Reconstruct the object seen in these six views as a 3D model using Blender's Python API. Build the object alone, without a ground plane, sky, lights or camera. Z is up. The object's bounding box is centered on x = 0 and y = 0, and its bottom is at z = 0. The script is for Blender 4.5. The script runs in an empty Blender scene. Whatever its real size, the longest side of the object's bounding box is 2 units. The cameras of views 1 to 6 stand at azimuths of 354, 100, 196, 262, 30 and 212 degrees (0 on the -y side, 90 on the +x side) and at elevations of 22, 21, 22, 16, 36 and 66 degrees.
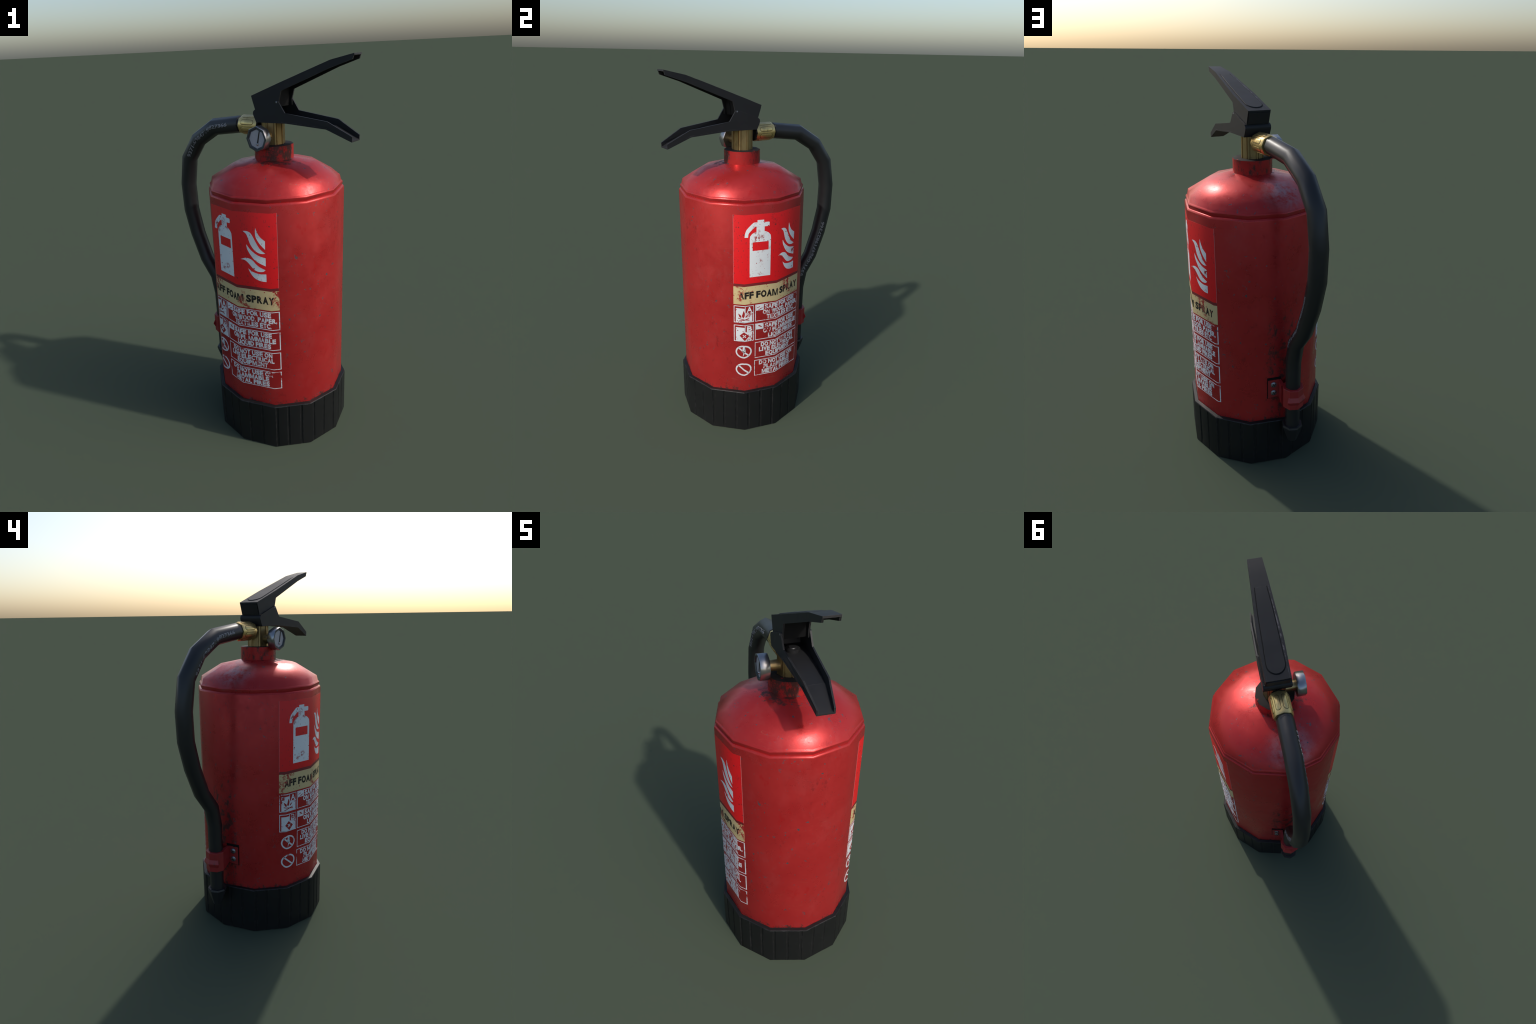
import bpy, bmesh, math, random
from mathutils import Vector
random.seed(7)

# ---------------------------------------------------------------- frame
AX = Vector((0.064, -0.060, 0.0))          # cylinder axis
SA = Vector((1, -1, 0)).normalized()       # "along": the way the levers point
SW = Vector((1, 1, 0)).normalized()        # "across": sideways of the levers
UP = Vector((0, 0, 1))


def L(s, a, z):
    return AX + SA * s + SW * a + UP * z


def polar(r, deg, z):
    t = math.radians(deg)
    return AX + Vector((r * math.cos(t), r * math.sin(t), z))


# ---------------------------------------------------------------- nodes
class G:
    """Tiny helper to write node trees."""

    def __init__(self, name):
        self.mat = bpy.data.materials.new(name)
        self.mat.use_nodes = True
        self.t = self.mat.node_tree
        self.bsdf = self.t.nodes["Principled BSDF"]
        self.pos = self.t.nodes.new("ShaderNodeTexCoord").outputs["Object"]

    def n(self, kind, **kw):
        nd = self.t.nodes.new("ShaderNode" + kind)
        for k, v in kw.items():
            setattr(nd, k, v)
        return nd

    def put(self, sock, v):
        if isinstance(v, bpy.types.NodeSocket):
            self.t.links.new(v, sock)
        elif v is not None:
            sock.default_value = v

    def math(self, op, a, b=None, c=None, clamp=False):
        nd = self.n("Math", operation=op, use_clamp=clamp)
        for i, v in enumerate((a, b, c)):
            self.put(nd.inputs[i], v)
        return nd.outputs[0]

    def mul(self, *v):
        r = v[0]
        for x in v[1:]:
            r = self.math("MULTIPLY", r, x)
        return r

    def inv(self, a):
        return self.math("SUBTRACT", 1.0, a)

    def maxi(self, a, b):
        return self.math("MAXIMUM", a, b)

    def step(self, v, lo, hi):
        nd = self.n("MapRange", interpolation_type="SMOOTHSTEP", clamp=True)
        self.put(nd.inputs[0], v)
        nd.inputs[1].default_value, nd.inputs[2].default_value = lo, hi
        return nd.outputs[0]

    def scaled(self, scale, loc=(0, 0, 0), rot=(0, 0, 0), src=None):
        nd = self.n("Mapping")
        self.put(nd.inputs["Vector"], src or self.pos)
        nd.inputs["Scale"].default_value = scale
        nd.inputs["Location"].default_value = loc
        nd.inputs["Rotation"].default_value = rot
        return nd.outputs[0]

    def noise(self, scale, detail=3.0, rough=0.55, src=None, dist=0.0, color=False):
        nd = self.n("TexNoise")
        self.put(nd.inputs["Vector"], src or self.pos)
        nd.inputs["Scale"].default_value = scale
        nd.inputs["Detail"].default_value = detail
        nd.inputs["Roughness"].default_value = rough
        nd.inputs["Distortion"].default_value = dist
        return nd.outputs["Color" if color else "Fac"]

    def warp(self, scale, amount, src=None):
        v = self.n("VectorMath", operation="MULTIPLY_ADD")
        self.put(v.inputs[0], self.noise(scale, 3, 0.6, src, color=True))
        v.inputs[1].default_value = (amount,) * 3
        self.put(v.inputs[2], src or self.pos)
        return v.outputs[0]

    def specks(self, scale, share, radius, src):
        """Scattered spots: a share of the Voronoi cells carries a spot of random size."""
        nd = self.n("TexVoronoi")
        self.put(nd.inputs["Vector"], src)
        nd.inputs["Scale"].default_value = scale
        sep = self.n("SeparateColor")
        self.put(sep.inputs[0], nd.outputs["Color"])
        size = self.math("MULTIPLY", self.math("SUBTRACT", sep.outputs[0], 1.0 - share, clamp=True), radius / share)
        d = self.math("SUBTRACT", size, nd.outputs["Distance"])
        return self.step(d, 0.0, radius * 0.25)

    def mix(self, fac, a, b):
        nd = self.n("Mix", data_type="RGBA")
        self.put(nd.inputs[0], fac)
        for s, v in ((nd.inputs[6], a), (nd.inputs[7], b)):
            self.put(s, v if isinstance(v, bpy.types.NodeSocket) else (*v, 1.0))
        return nd.outputs[2]

    def xyz(self):
        nd = self.n("SeparateXYZ")
        self.put(nd.inputs[0], self.pos)
        return nd.outputs

    def bump(self, height, strength, dist=0.001):
        nd = self.n("Bump")
        nd.inputs["Strength"].default_value = strength
        nd.inputs["Distance"].default_value = dist
        self.put(nd.inputs["Height"], height)
        self.put(self.bsdf.inputs["Normal"], nd.outputs[0])

    def worn_edge(self, radius, lo, hi):
        """1 on sharp edges (rounded normal differs from the true normal)."""
        bv = self.n("Bevel", samples=6)
        bv.inputs["Radius"].default_value = radius
        ge = self.n("NewGeometry")
        dt = self.n("VectorMath", operation="DOT_PRODUCT")
        self.put(dt.inputs[0], bv.outputs[0])
        self.put(dt.inputs[1], ge.outputs["Normal"])
        return self.step(self.inv(dt.outputs["Value"]), lo, hi)

    def out(self, color, rough, metal=None, spec=None):
        b = self.bsdf.inputs
        self.put(b["Base Color"], color if isinstance(color, bpy.types.NodeSocket) else (*color, 1.0))
        self.put(b["Roughness"], rough)
        self.put(b["Metallic"], metal)
        self.put(b["Specular IOR Level"], spec)
        return self.mat


BODY_RED = (0.310, 0.0165, 0.0165)
LACQUER = (0.435, 0.0275, 0.0275)
LABEL_RED = (0.66, 0.008, 0.012)
CHIP = (0.068, 0.084, 0.096)
GRIME = (0.020, 0.014, 0.011)


def chips(g):
    """Grey-blue spots where paint flaked off: thin scatter, denser in patches."""
    w = g.warp(80, 0.030)
    patch = g.step(g.noise(5.5, 2, 0.5, g.scaled((1, 1, 0.8), (3.1, 0.4, 1.7))), 0.46, 0.60)
    wide = g.specks(25, 0.62, 0.18, w)
    flakes = g.step(g.noise(44, 5, 0.66, g.scaled((1, 1, 0.75), (6, 1, 4))), 0.625, 0.65)
    fine = g.mul(flakes, g.math("ADD", g.mul(patch, 0.85), 0.0))
    dust = g.specks(62, 0.34, 0.23, w)
    return g.maxi(g.maxi(wide, fine), g.mul(dust, 0.8))


def scratches(g):
    total = None
    for i, rot in enumerate(((0.5, 0.9, 0.2), (1.4, 0.3, 1.0), (0.2, 1.9, 2.2))):
        v = g.scaled((7, 7, 60), (i * 3.3, i, 0), rot)
        n = g.noise(1.0, 1, 0.4, v)
        line = g.inv(g.step(g.math("ABSOLUTE", g.math("SUBTRACT", n, 0.5)), 0.002, 0.008))
        keep = g.step(g.noise(4, 2, 0.5, g.scaled((1, 1, 1), (i * 5, 2, i))), 0.60, 0.70)
        line = g.mul(line, keep)
        total = line if total is None else g.maxi(total, line)
    return total


def local_axes(g):
    x, y, z = g.xyz()
    dx = g.math("SUBTRACT", x, AX.x)
    dy = g.math("SUBTRACT", y, AX.y)
    s = g.mul(g.math("SUBTRACT", dx, dy), math.sqrt(0.5))
    a = g.mul(g.math("ADD", dx, dy), math.sqrt(0.5))
    r = g.math("SQRT", g.math("ADD", g.mul(dx, dx), g.mul(dy, dy)))
    return s, a, r, z


def painted_steel():
    g = G("painted_red_steel")
    s, a, r, z = local_axes(g)
    tone = g.noise(3.2, 4, 0.6)
    col = g.mix(g.step(tone, 0.35, 0.7), LACQUER, (0.40, 0.021, 0.022))
    blot = g.step(g.noise(9, 5, 0.7, g.scaled((1, 1, 0.55), (1, 7, 2))), 0.60, 0.68)
    col = g.mix(g.mul(blot, 0.55), col, (0.43, 0.009, 0.011))
    haze = g.step(g.noise(6.5, 6, 0.72, g.scaled((1, 1, 0.6), (5, 5, 1))), 0.50, 0.68)
    col = g.mix(g.mul(haze, 0.13), col, (0.44, 0.10, 0.10))
    rub = g.mul(g.step(g.noise(30, 5, 0.75, g.scaled((1, 1, 0.7), (9, 3, 3))), 0.57, 0.66), g.step(g.noise(3.5, 2, 0.5, g.scaled((1, 1, 1), (2, 9, 4))), 0.50, 0.62))
    col = g.mix(g.mul(rub, 0.50), col, (0.19, 0.015, 0.017))
    fine = g.noise(160, 2, 0.6)
    col = g.mix(g.mul(g.step(fine, 0.62, 0.8), 0.35), col, (0.27, 0.016, 0.016))
    col = g.mix(g.mul(scratches(g), 0.30), col, (0.42, 0.13, 0.08))
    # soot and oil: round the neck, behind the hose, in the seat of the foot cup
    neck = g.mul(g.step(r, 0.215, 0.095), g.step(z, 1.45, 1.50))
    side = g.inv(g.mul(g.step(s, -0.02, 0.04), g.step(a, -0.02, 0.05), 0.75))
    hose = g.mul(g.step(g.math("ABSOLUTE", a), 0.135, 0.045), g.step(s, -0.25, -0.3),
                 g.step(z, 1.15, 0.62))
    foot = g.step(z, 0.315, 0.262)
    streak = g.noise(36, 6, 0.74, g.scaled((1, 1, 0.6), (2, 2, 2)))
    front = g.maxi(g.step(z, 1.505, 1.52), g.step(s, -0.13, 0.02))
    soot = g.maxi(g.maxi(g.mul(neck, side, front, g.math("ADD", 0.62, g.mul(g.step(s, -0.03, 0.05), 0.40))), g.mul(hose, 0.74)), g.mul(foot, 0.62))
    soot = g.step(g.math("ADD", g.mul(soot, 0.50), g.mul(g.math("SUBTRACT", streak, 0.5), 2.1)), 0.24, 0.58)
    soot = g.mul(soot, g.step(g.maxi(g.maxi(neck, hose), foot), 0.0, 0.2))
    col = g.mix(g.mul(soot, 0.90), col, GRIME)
    # pale scuff where the hose slaps the shoulder
    hit = g.n("VectorMath", operation="DISTANCE")
    g.put(hit.inputs[0], g.pos)
    hit.inputs[1].default_value = L(-0.250, -0.03, 1.465)
    scuff = g.mul(g.step(hit.outputs["Value"], 0.150, 0.01), g.step(g.noise(15, 6, 0.75), 0.32, 0.62))
    col = g.mix(g.mul(scuff, 0.70), col, (0.32, 0.28, 0.31))
    ch = chips(g)
    col = g.mix(g.mul(ch, 0.9), col, CHIP)
    rough = g.math("ADD", g.mul(g.step(g.noise(8, 6, 0.75), 0.32, 0.68), 0.19), 0.25)
    rough = g.math("ADD", rough, g.mul(soot, 0.2))
    g.bump(g.math("ADD", g.mul(fine, 0.35), g.mul(ch, -1.0)), 0.25, 0.0012)
    return g.out(col, rough, g.maxi(g.mul(g.inv(soot), 0.42), g.mul(ch, 0.5)), 0.36)


def worn_print(name, ink, share, under=BODY_RED, rough=0.42, speck=0.5, edge_wear=True):
    """Ink that has chipped in crumbs, in patches, down to the paint under it."""
    g = G(name)
    w = g.warp(110, 0.010)
    crumbs = g.specks(95, 0.40, 0.40, w)
    keep = g.step(g.noise(17, 4, 0.65, g.scaled((1, 1, 1), (4.2, 1.3, 0.7))), 0.43 - share, 0.57 - share)
    fray = g.step(g.noise(110, 3, 0.7), 0.66, 0.70)
    patch = g.step(g.noise(8.5, 3, 0.6, g.scaled((1, 1, 1), (0.3, 2.3, 5.7))), 0.575 - share * 0.5, 0.68 - share * 0.5)
    flake = g.mul(patch, g.step(g.noise(62, 4, 0.7), 0.47, 0.53))
    loss = g.maxi(g.maxi(g.mul(crumbs, keep), g.mul(fray, speck)), flake)
    col = g.mix(g.step(g.noise(5, 3, 0.5), 0.3, 0.75), ink, tuple(c * 0.90 for c in ink))
    col = g.mix(loss, col, under)
    g.bump(loss, -0.12, 0.0006)
    return g.out(col, rough, None, 0.4)


def label_film():
    g = G("glossy_red_label_film")
    w = g.warp(60, 0.012)
    mark = g.mul(g.specks(58, 0.40, 0.30, w), g.step(g.noise(7, 4, 0.65), 0.40, 0.58))
    fleck = g.step(g.noise(85, 3, 0.65, g.scaled((1.4, 1.4, 0.6))), 0.61, 0.67)
    smear = g.mul(g.step(g.noise(10, 6, 0.75, g.scaled((1, 1, 0.7), (8, 2, 1))), 0.56, 0.70), 0.60)
    m = g.maxi(g.maxi(g.mul(mark, 0.9), g.mul(fleck, 0.55)), smear)
    col = g.mix(m, LABEL_RED, (0.15, 0.016, 0.017))
    return g.out(col, g.math("ADD", g.mul(m, 0.15), 0.36), None, 0.4)


def plain(name, color, rough, metal=0.0, mottling=0.15, scale=30, spec=0.5):
    g = G(name)
    n = g.noise(scale, 4, 0.6)
    col = g.mix(n, tuple(c * (1 - mottling) for c in color), tuple(c * (1 + mottling) for c in color))
    r = g.math("ADD", g.mul(g.math("SUBTRACT", n, 0.5), 0.12), rough)
    return g.out(col, r, metal, spec)


def black_plastic(name, color, rough, wear=0.7, radius=0.003):
    g = G(name)
    n = g.noise(14, 5, 0.65)
    col = g.mix(n, tuple(c * 0.8 for c in color), tuple(c * 1.25 for c in color))
    grit = g.step(g.noise(95, 4, 0.7, g.scaled((1, 1, 0.8))), 0.66, 0.75)
    col = g.mix(g.mul(grit, 0.30), col, (0.06, 0.06, 0.063))
    rub = g.mul(g.worn_edge(radius, 0.02, 0.12), g.step(g.noise(40, 4, 0.7), 0.46, 0.62))
    col = g.mix(g.mul(rub, wear), col, (0.22, 0.20, 0.21))
    g.bump(g.noise(130, 3, 0.6), 0.10, 0.001)
    return g.out(col, g.math("ADD", g.mul(n, 0.20), rough - 0.10), None, 0.30)


def brass(name, bright, dull):
    g = G(name)
    n = g.noise(22, 5, 0.65, g.scaled((1, 1, 0.35)))
    col = g.mix(g.step(n, 0.35, 0.7), bright, dull)
    dirt = g.step(g.noise(34, 5, 0.7, g.scaled((1, 1, 0.5), (3, 3, 3))), 0.58, 0.72)
    col = g.mix(g.mul(dirt, 0.55), col, (0.06, 0.042, 0.02))
    return g.out(col, g.math("ADD", g.mul(n, 0.16), 0.28), 0.9, 0.5)


def collar_black():
    g = G("sooty_neck_rim")
    n = g.step(g.noise(24, 5, 0.7), 0.60, 0.68)
    col = g.mix(n, (0.016, 0.013, 0.012), (0.26, 0.016, 0.016))
    return g.out(col, 0.75, None, 0.2)


M = dict(
    paint=painted_steel(),
    film=label_film(),
    hem=plain("label_edge_pink", (0.50, 0.15, 0.15), 0.5),
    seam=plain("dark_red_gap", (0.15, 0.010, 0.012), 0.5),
    white=worn_print("worn_white_ink", (0.70, 0.72, 0.73), 0.06),
    caption=worn_print("worn_white_caption_ink", (0.66, 0.68, 0.70), 0.05, speck=0.55),
    gold=worn_print("worn_beige_ink", (0.56, 0.44, 0.225), 0.08),
    ink=worn_print("worn_black_ink", (0.012, 0.011, 0.010), 0.02, under=(0.40, 0.10, 0.07)),
    redink=worn_print("red_overprint", (0.31, 0.013, 0.014), -0.2, speck=0.0),
    lever=black_plastic("black_powder_coat", (0.0150, 0.0150, 0.0162), 0.55, 0.40, 0.0014),
    cup=black_plastic("black_foot_plastic", (0.0072, 0.0076, 0.0080), 0.50, 0.55, 0.002),
    hose=plain("black_rubber_hose", (0.0125, 0.0125, 0.0135), 0.42, 0.0, 0.2, 18, 0.5),
    hosetext=worn_print("grey_hose_print", (0.20, 0.20, 0.21), 0.08, under=(0.014, 0.014, 0.015), rough=0.5),
    nozzle=plain("black_nozzle_plastic", (0.014, 0.014, 0.015), 0.45),
    brass=brass("aged_brown_brass", (0.50, 0.36, 0.17), (0.36, 0.255, 0.125)),
    bright=brass("yellow_brass", (0.80, 0.59, 0.24), (0.62, 0.45, 0.19)),
    brassdark=plain("dark_brass_groove", (0.11, 0.08, 0.035), 0.45, 0.7),
    rim=collar_black(),
    steel=plain("brushed_steel", (0.36, 0.36, 0.37), 0.30, 0.95, 0.12, 45),
    bezel=plain("dull_green_grey_metal", (0.050, 0.060, 0.058), 0.45, 0.3),
    dial=plain("pale_dial", (0.37, 0.375, 0.40), 0.40, 0.0, 0.16, 60),
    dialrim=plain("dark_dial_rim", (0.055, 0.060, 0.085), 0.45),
    needle=plain("black_needle", (0.012, 0.012, 0.013), 0.4),
    screw=plain("dull_screw_steel", (0.24, 0.24, 0.26), 0.32, 0.8, 0.3, 90),
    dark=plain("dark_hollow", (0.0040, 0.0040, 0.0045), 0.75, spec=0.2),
    clamp=None,
)


def clamp_mat():
    g = G("red_clamp_plastic")
    ch = g.specks(60, 0.22, 0.25, g.warp(60, 0.012))
    soot = g.step(g.noise(38, 5, 0.7, g.scaled((1, 1, 0.5))), 0.56, 0.70)
    col = g.mix(g.mul(soot, 0.6), (0.270, 0.016, 0.018), (0.060, 0.017, 0.015))
    col = g.mix(g.mul(ch, 0.8), col, CHIP)
    return g.out(col, 0.42, None, 0.45)


M["clamp"] = clamp_mat()

# ---------------------------------------------------------------- objects
ROOT = bpy.data.objects.new("fire_extinguisher", None)
bpy.context.scene.collection.objects.link(ROOT)
ROOT["label"] = "worn red foam fire extinguisher with black levers and hose"
ROOT["category"] = "fire extinguisher"


def add(name, mesh, mat, parent, stuff=False):
    ob = bpy.data.objects.new(name, mesh)
    bpy.context.scene.collection.objects.link(ob)
    ob.parent = parent
    if mat:
        mesh.materials.clear()
        mesh.materials.append(mat)
    if stuff:
        ob["kind"] = "stuff"
    return ob


def finish(bm, name, mat, parent, smooth=None, stuff=False, recalc=True):
    """smooth: None = flat, else the angle in degrees under which edges are smoothed."""
    if recalc:
        bmesh.ops.recalc_face_normals(bm, faces=bm.faces[:])
    me = bpy.data.meshes.new(name)
    if smooth is not None:
        lim = math.radians(smooth)
        for f in bm.faces:
            f.smooth = True
        for e in bm.edges:
            if len(e.link_faces) == 2 and e.calc_face_angle(0) > lim:
                e.smooth = False
    bm.to_mesh(me)
    bm.free()
    return add(name, me, mat, parent, stuff)


def loft(rings, close=True, cap0=True, cap1=True):
    bm = bmesh.new()
    vs = [[bm.verts.new(p) for p in ring] for ring in rings]
    n = len(rings[0])
    for a, b in zip(vs, vs[1:]):
        for i in range(n if close else n - 1):
            j = (i + 1) % n
            bm.faces.new((a[i], a[j], b[j], b[i]))
    if cap0:
        bm.faces.new(vs[0][::-1])
    if cap1:
        bm.faces.new(vs[-1])
    return bm


def ring12(r, z):
    return [polar(r, 15 + 30 * k, z) for k in range(12)]


# ---------------------------------------------------------------- cylinder
R = 0.352
PROFILE = [(R, 0.250), (R, 1.360), (0.3487, 1.3700), (0.3412, 1.3715), (0.3452, 1.3875), (0.3447, 1.3907), (0.3405, 1.3955),
           (0.3366, 1.3995), (0.3300, 1.4260), (0.2140, 1.4950), (0.0990, 1.5180), (0.0990, 1.5870)]
bm = loft([ring12(r, z) for r, z in PROFILE], cap0=True, cap1=False)
cylinder = finish(bm, "cylinder", M["paint"], ROOT, 66)
top_n = None
for v in cylinder.data.vertices:
    if abs(v.co.z - 1.360) < 1e-5:
        d = Vector((v.co.x - AX.x, v.co.y - AX.y, 0)).normalized()
        top_n = (v.normal.dot(d), v.normal.z)

bm = loft([ring12(0.0990, 1.587), ring12(0.0950, 1.5890), ring12(0.052, 1.5890)], cap0=False, cap1=True)
finish(bm, "neck_rim", M["rim"], cylinder, 60)

# ---------------------------------------------------------------- foot cup
# twelve-sided wall with 32 narrow upright grooves cut into it
RC, ZC, GROOVE = 0.3735, 0.260, 0.0036
side12 = 2 * RC * math.sin(math.radians(15))


def on12(rc, deg, inset=0.0):
    """Point on the twelve-sided outline at a given angle about the axis."""
    k = math.floor((deg - 15) / 30)
    mid = 15 + 30 * k + 15
    apo = rc * math.cos(math.radians(15)) - inset
    rr = apo / math.cos(math.radians(deg - mid))
    return rr


def half_deg(width):
    return math.degrees(width / RC) / 2


angles = []
for k in range(12):
    angles.append((15 + 30 * k, "c"))
for i in range(32):
    g0 = (-105 + 11.25 * i) % 360
    near = min(abs(((g0 - (15 + 30 * k) + 180) % 360) - 180) for k in range(12))
    if near < 1.5:
        g0 += 1.6
    for off, kind in ((-1.20, "o"), (-0.70, "i"), (0.70, "i"), (1.20, "o")):
        angles.append(((g0 + off) % 360, kind))
angles.sort()
bm = bmesh.new()
cols = []
for deg, kind in angles:
    rr = on12(RC, deg, GROOVE if kind == "i" else 0.0)
    r0 = on12(RC, deg)
    cols.append([bm.verts.new(polar(q, deg, z)) for q, z in ((r0, 0.0), (rr, 0.030), (rr, ZC - 0.004))])
n = len(cols)
wall = []
for i in range(n):
    a, b = cols[i], cols[(i + 1) % n]
    for k in (0, 1):
        wall.append(bm.faces.new((a[k], b[k], b[k + 1], a[k + 1])))
rim_o = [bm.verts.new(polar(RC, 15 + 30 * k, ZC - 0.004)) for k in range(12)]
rim_t = [bm.verts.new(polar(RC - 0.0025, 15 + 30 * k, ZC)) for k in range(12)]
rim_i = [bm.verts.new(polar(0.3545, 15 + 30 * k, ZC + 0.002)) for k in range(12)]
rim_d = [bm.verts.new(polar(0.3505, 15 + 30 * k, ZC - 0.012)) for k in range(12)]
for A_, B_ in ((rim_o, rim_t), (rim_t, rim_i), (rim_i, rim_d)):
    for k in range(12):
        j = (k + 1) % 12
        bm.faces.new((A_[k], A_[j], B_[j], B_[k]))
bm.faces.new([c[0] for c in cols][::-1])
bm.faces.new([c[2] for c in cols])
bm.normal_update()
me = bpy.data.meshes.new("foot_cup")
for f in bm.faces:
    f.smooth = True
bm.to_mesh(me)
bm.free()
nrm = []
for p in me.polygons:
    flat = p.normal
    for li in p.loop_indices:
        v = me.vertices[me.loops[li].vertex_index].co
        rad = Vector((v.x - AX.x, v.y - AX.y, 0)).normalized()
        nrm.append(rad if abs(flat.z) < 0.2 and flat.dot(rad) > 0.955 else flat)
me.normals_split_custom_set(nrm)
foot = add("foot_cup", me, M["cup"], ROOT)

# ---------------------------------------------------------------- labels
SIDE = 2 * R * math.sin(math.radians(15))


class Label:
    """Maps flat artwork (x to the right, z up) onto the faces of the cylinder."""

    def __init__(self, corner, x0, dz):
        self.corner, self.x0, self.dz = corner, x0, dz

    def place(self, x, z, off):
        t = (x + self.x0) / SIDE
        k = math.floor(t)
        f = t - k
        rr = R + off / math.cos(math.radians(15))
        p = polar(rr, self.corner + 30 * k, 0).lerp(polar(rr, self.corner + 30 * (k + 1), 0), f)
        p.z = z + self.dz
        h = max(0.0, min(1.0, (p.z - 0.25) / 1.11))
        d = Vector((p.x - AX.x, p.y - AX.y, 0)).normalized()
        nn = d * (1 + (top_n[0] - 1) * h) + UP * (top_n[1] * h)
        return p, nn.normalized()

    def cuts(self):
        return [k * SIDE - self.x0 for k in range(-3, 4)]


def poly2(bm, pts, off=(0, 0)):
    return bm.faces.new([bm.verts.new((x + off[0], z + off[1], 0)) for x, z in pts])


def rect2(bm, x0, z0, x1, z1):
    return poly2(bm, ((x0, z0), (x1, z0), (x1, z1), (x0, z1)))


def frame2(bm, x0, z0, x1, z1, t, tr=None):
    tr = tr or t
    rect2(bm, x0, z0, x0 + t, z1)
    rect2(bm, x1 - tr, z0, x1, z1)
    rect2(bm, x0 + t, z0, x1 - tr, z0 + t)
    rect2(bm, x0 + t, z1 - t, x1 - tr, z1)


def ellipse_ring2(bm, cx, cz, rx, rz, t, n=32):
    for i in range(n):
        a, b = 2 * math.pi * i / n, 2 * math.pi * (i + 1) / n
        poly2(bm, [(cx + (rx - k) * math.cos(q), cz + (rz - k) * math.sin(q)) for q, k in ((a, 0), (b, 0), (b, t), (a, t))])


def bar2(bm, x0, z0, x1, z1, t):
    d = Vector((x1 - x0, z1 - z0)).normalized() * (t / 2)
    poly2(bm, ((x0 - d.y, z0 + d.x), (x0 + d.y, z0 - d.x), (x1 + d.y, z1 - d.x), (x1 - d.y, z1 + d.x)))


def smooth_outline(pts, tips=(), steps=3):
    """Closed outline rounded with Catmull-Rom between its sharp tips."""
    n, out = len(pts), []
    for i in range(n):
        p0, p1, p2, p3 = (Vector(pts[(i + k) % n]) for k in (-1, 0, 1, 2))
        if i in tips:
            p0 = p1
        if (i + 1) % n in tips:
            p3 = p2
        for j in range(steps):
            t = j / steps
            q = 0.5 * ((2 * p1) + (p2 - p0) * t + (2 * p0 - 5 * p1 + 4 * p2 - p3) * t * t + (3 * p1 - p0 - 3 * p2 + p3) * t ** 3)
            out.append((q.x, q.y))
    return out


_texts = {}


def text_mesh(body, bold=0.0):
    key = (body, bold)
    if key not in _texts:
        cu = bpy.data.curves.new("caption", "FONT")
        cu.body, cu.offset, cu.resolution_u = body, bold, 3
        ob = bpy.data.objects.new("caption", cu)
        bpy.context.scene.collection.objects.link(ob)
        bpy.context.view_layer.update()
        me = bpy.data.meshes.new_from_object(ob.evaluated_get(bpy.context.evaluated_depsgraph_get()))
        bpy.data.objects.remove(ob)
        bpy.data.curves.remove(cu)
        _texts[key] = me
    return _texts[key]


def span(me):
    xs = [v.co.x for v in me.vertices]
    return min(xs), max(xs)


WIDTHS = dict(I=0.30, M=0.86, W=0.96, O=0.78, Q=0.78, E=0.66, F=0.62, L=0.61, T=0.64, P=0.68, S=0.68, X=0.70)
WIDTHS.update({",": 0.28, ".": 0.28, " ": 0.28})
DRAWN = dict(   # letters whose bold outline is drawn as straight strokes
    M=((0, 0), (0, 1), (.27, 1), (.5, .30), (.73, 1), (1, 1), (1, 0), (.80, 0), (.80, .74), (.58, 0), (.42, 0), (.20, .74), (.20, 0)),
    W=((0, 1), (.20, 0), (.39, 0), (.5, .62), (.61, 0), (.80, 0), (1, 1), (.83, 1), (.69, .34), (.59, 1), (.41, 1), (.31, .34), (.17, 1)),
    N=((0, 0), (0, 1), (.27, 1), (.76, .34), (.76, 1), (1, 1), (1, 0), (.73, 0), (.24, .66), (.24, 0)),
)


def text2(bm, body, x0, x1, base, cap, bold=0.045):
    """Bold grotesque capitals set letter by letter between x0 and x1."""
    hy = [v.co.y for v in text_mesh("H", bold).vertices]
    lo, hi = min(hy), max(hy)
    unit = (x1 - x0) / (sum(WIDTHS.get(c, 0.72) for c in body) - 0.05)
    x = x0
    for c in body:
        w = WIDTHS.get(c, 0.72)
        a, b = x, x + (w - 0.05) * unit
        x += w * unit
        if c == " ":
            continue
        if c in DRAWN:
            poly2(bm, [(a + (b - a) * u, base + cap * v) for u, v in DRAWN[c]])
            continue
        me = text_mesh(c, bold)
        p, q = span(me)
        if c in ",.":
            b = a + 0.14 * unit
        vs = [bm.verts.new((a + (v.co.x - p) / (q - p) * (b - a), base + (v.co.y - lo) / (hi - lo) * cap, 0)) for v in me.vertices]
        for f in me.polygons:
            bm.faces.new([vs[i] for i in f.vertices])


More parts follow.
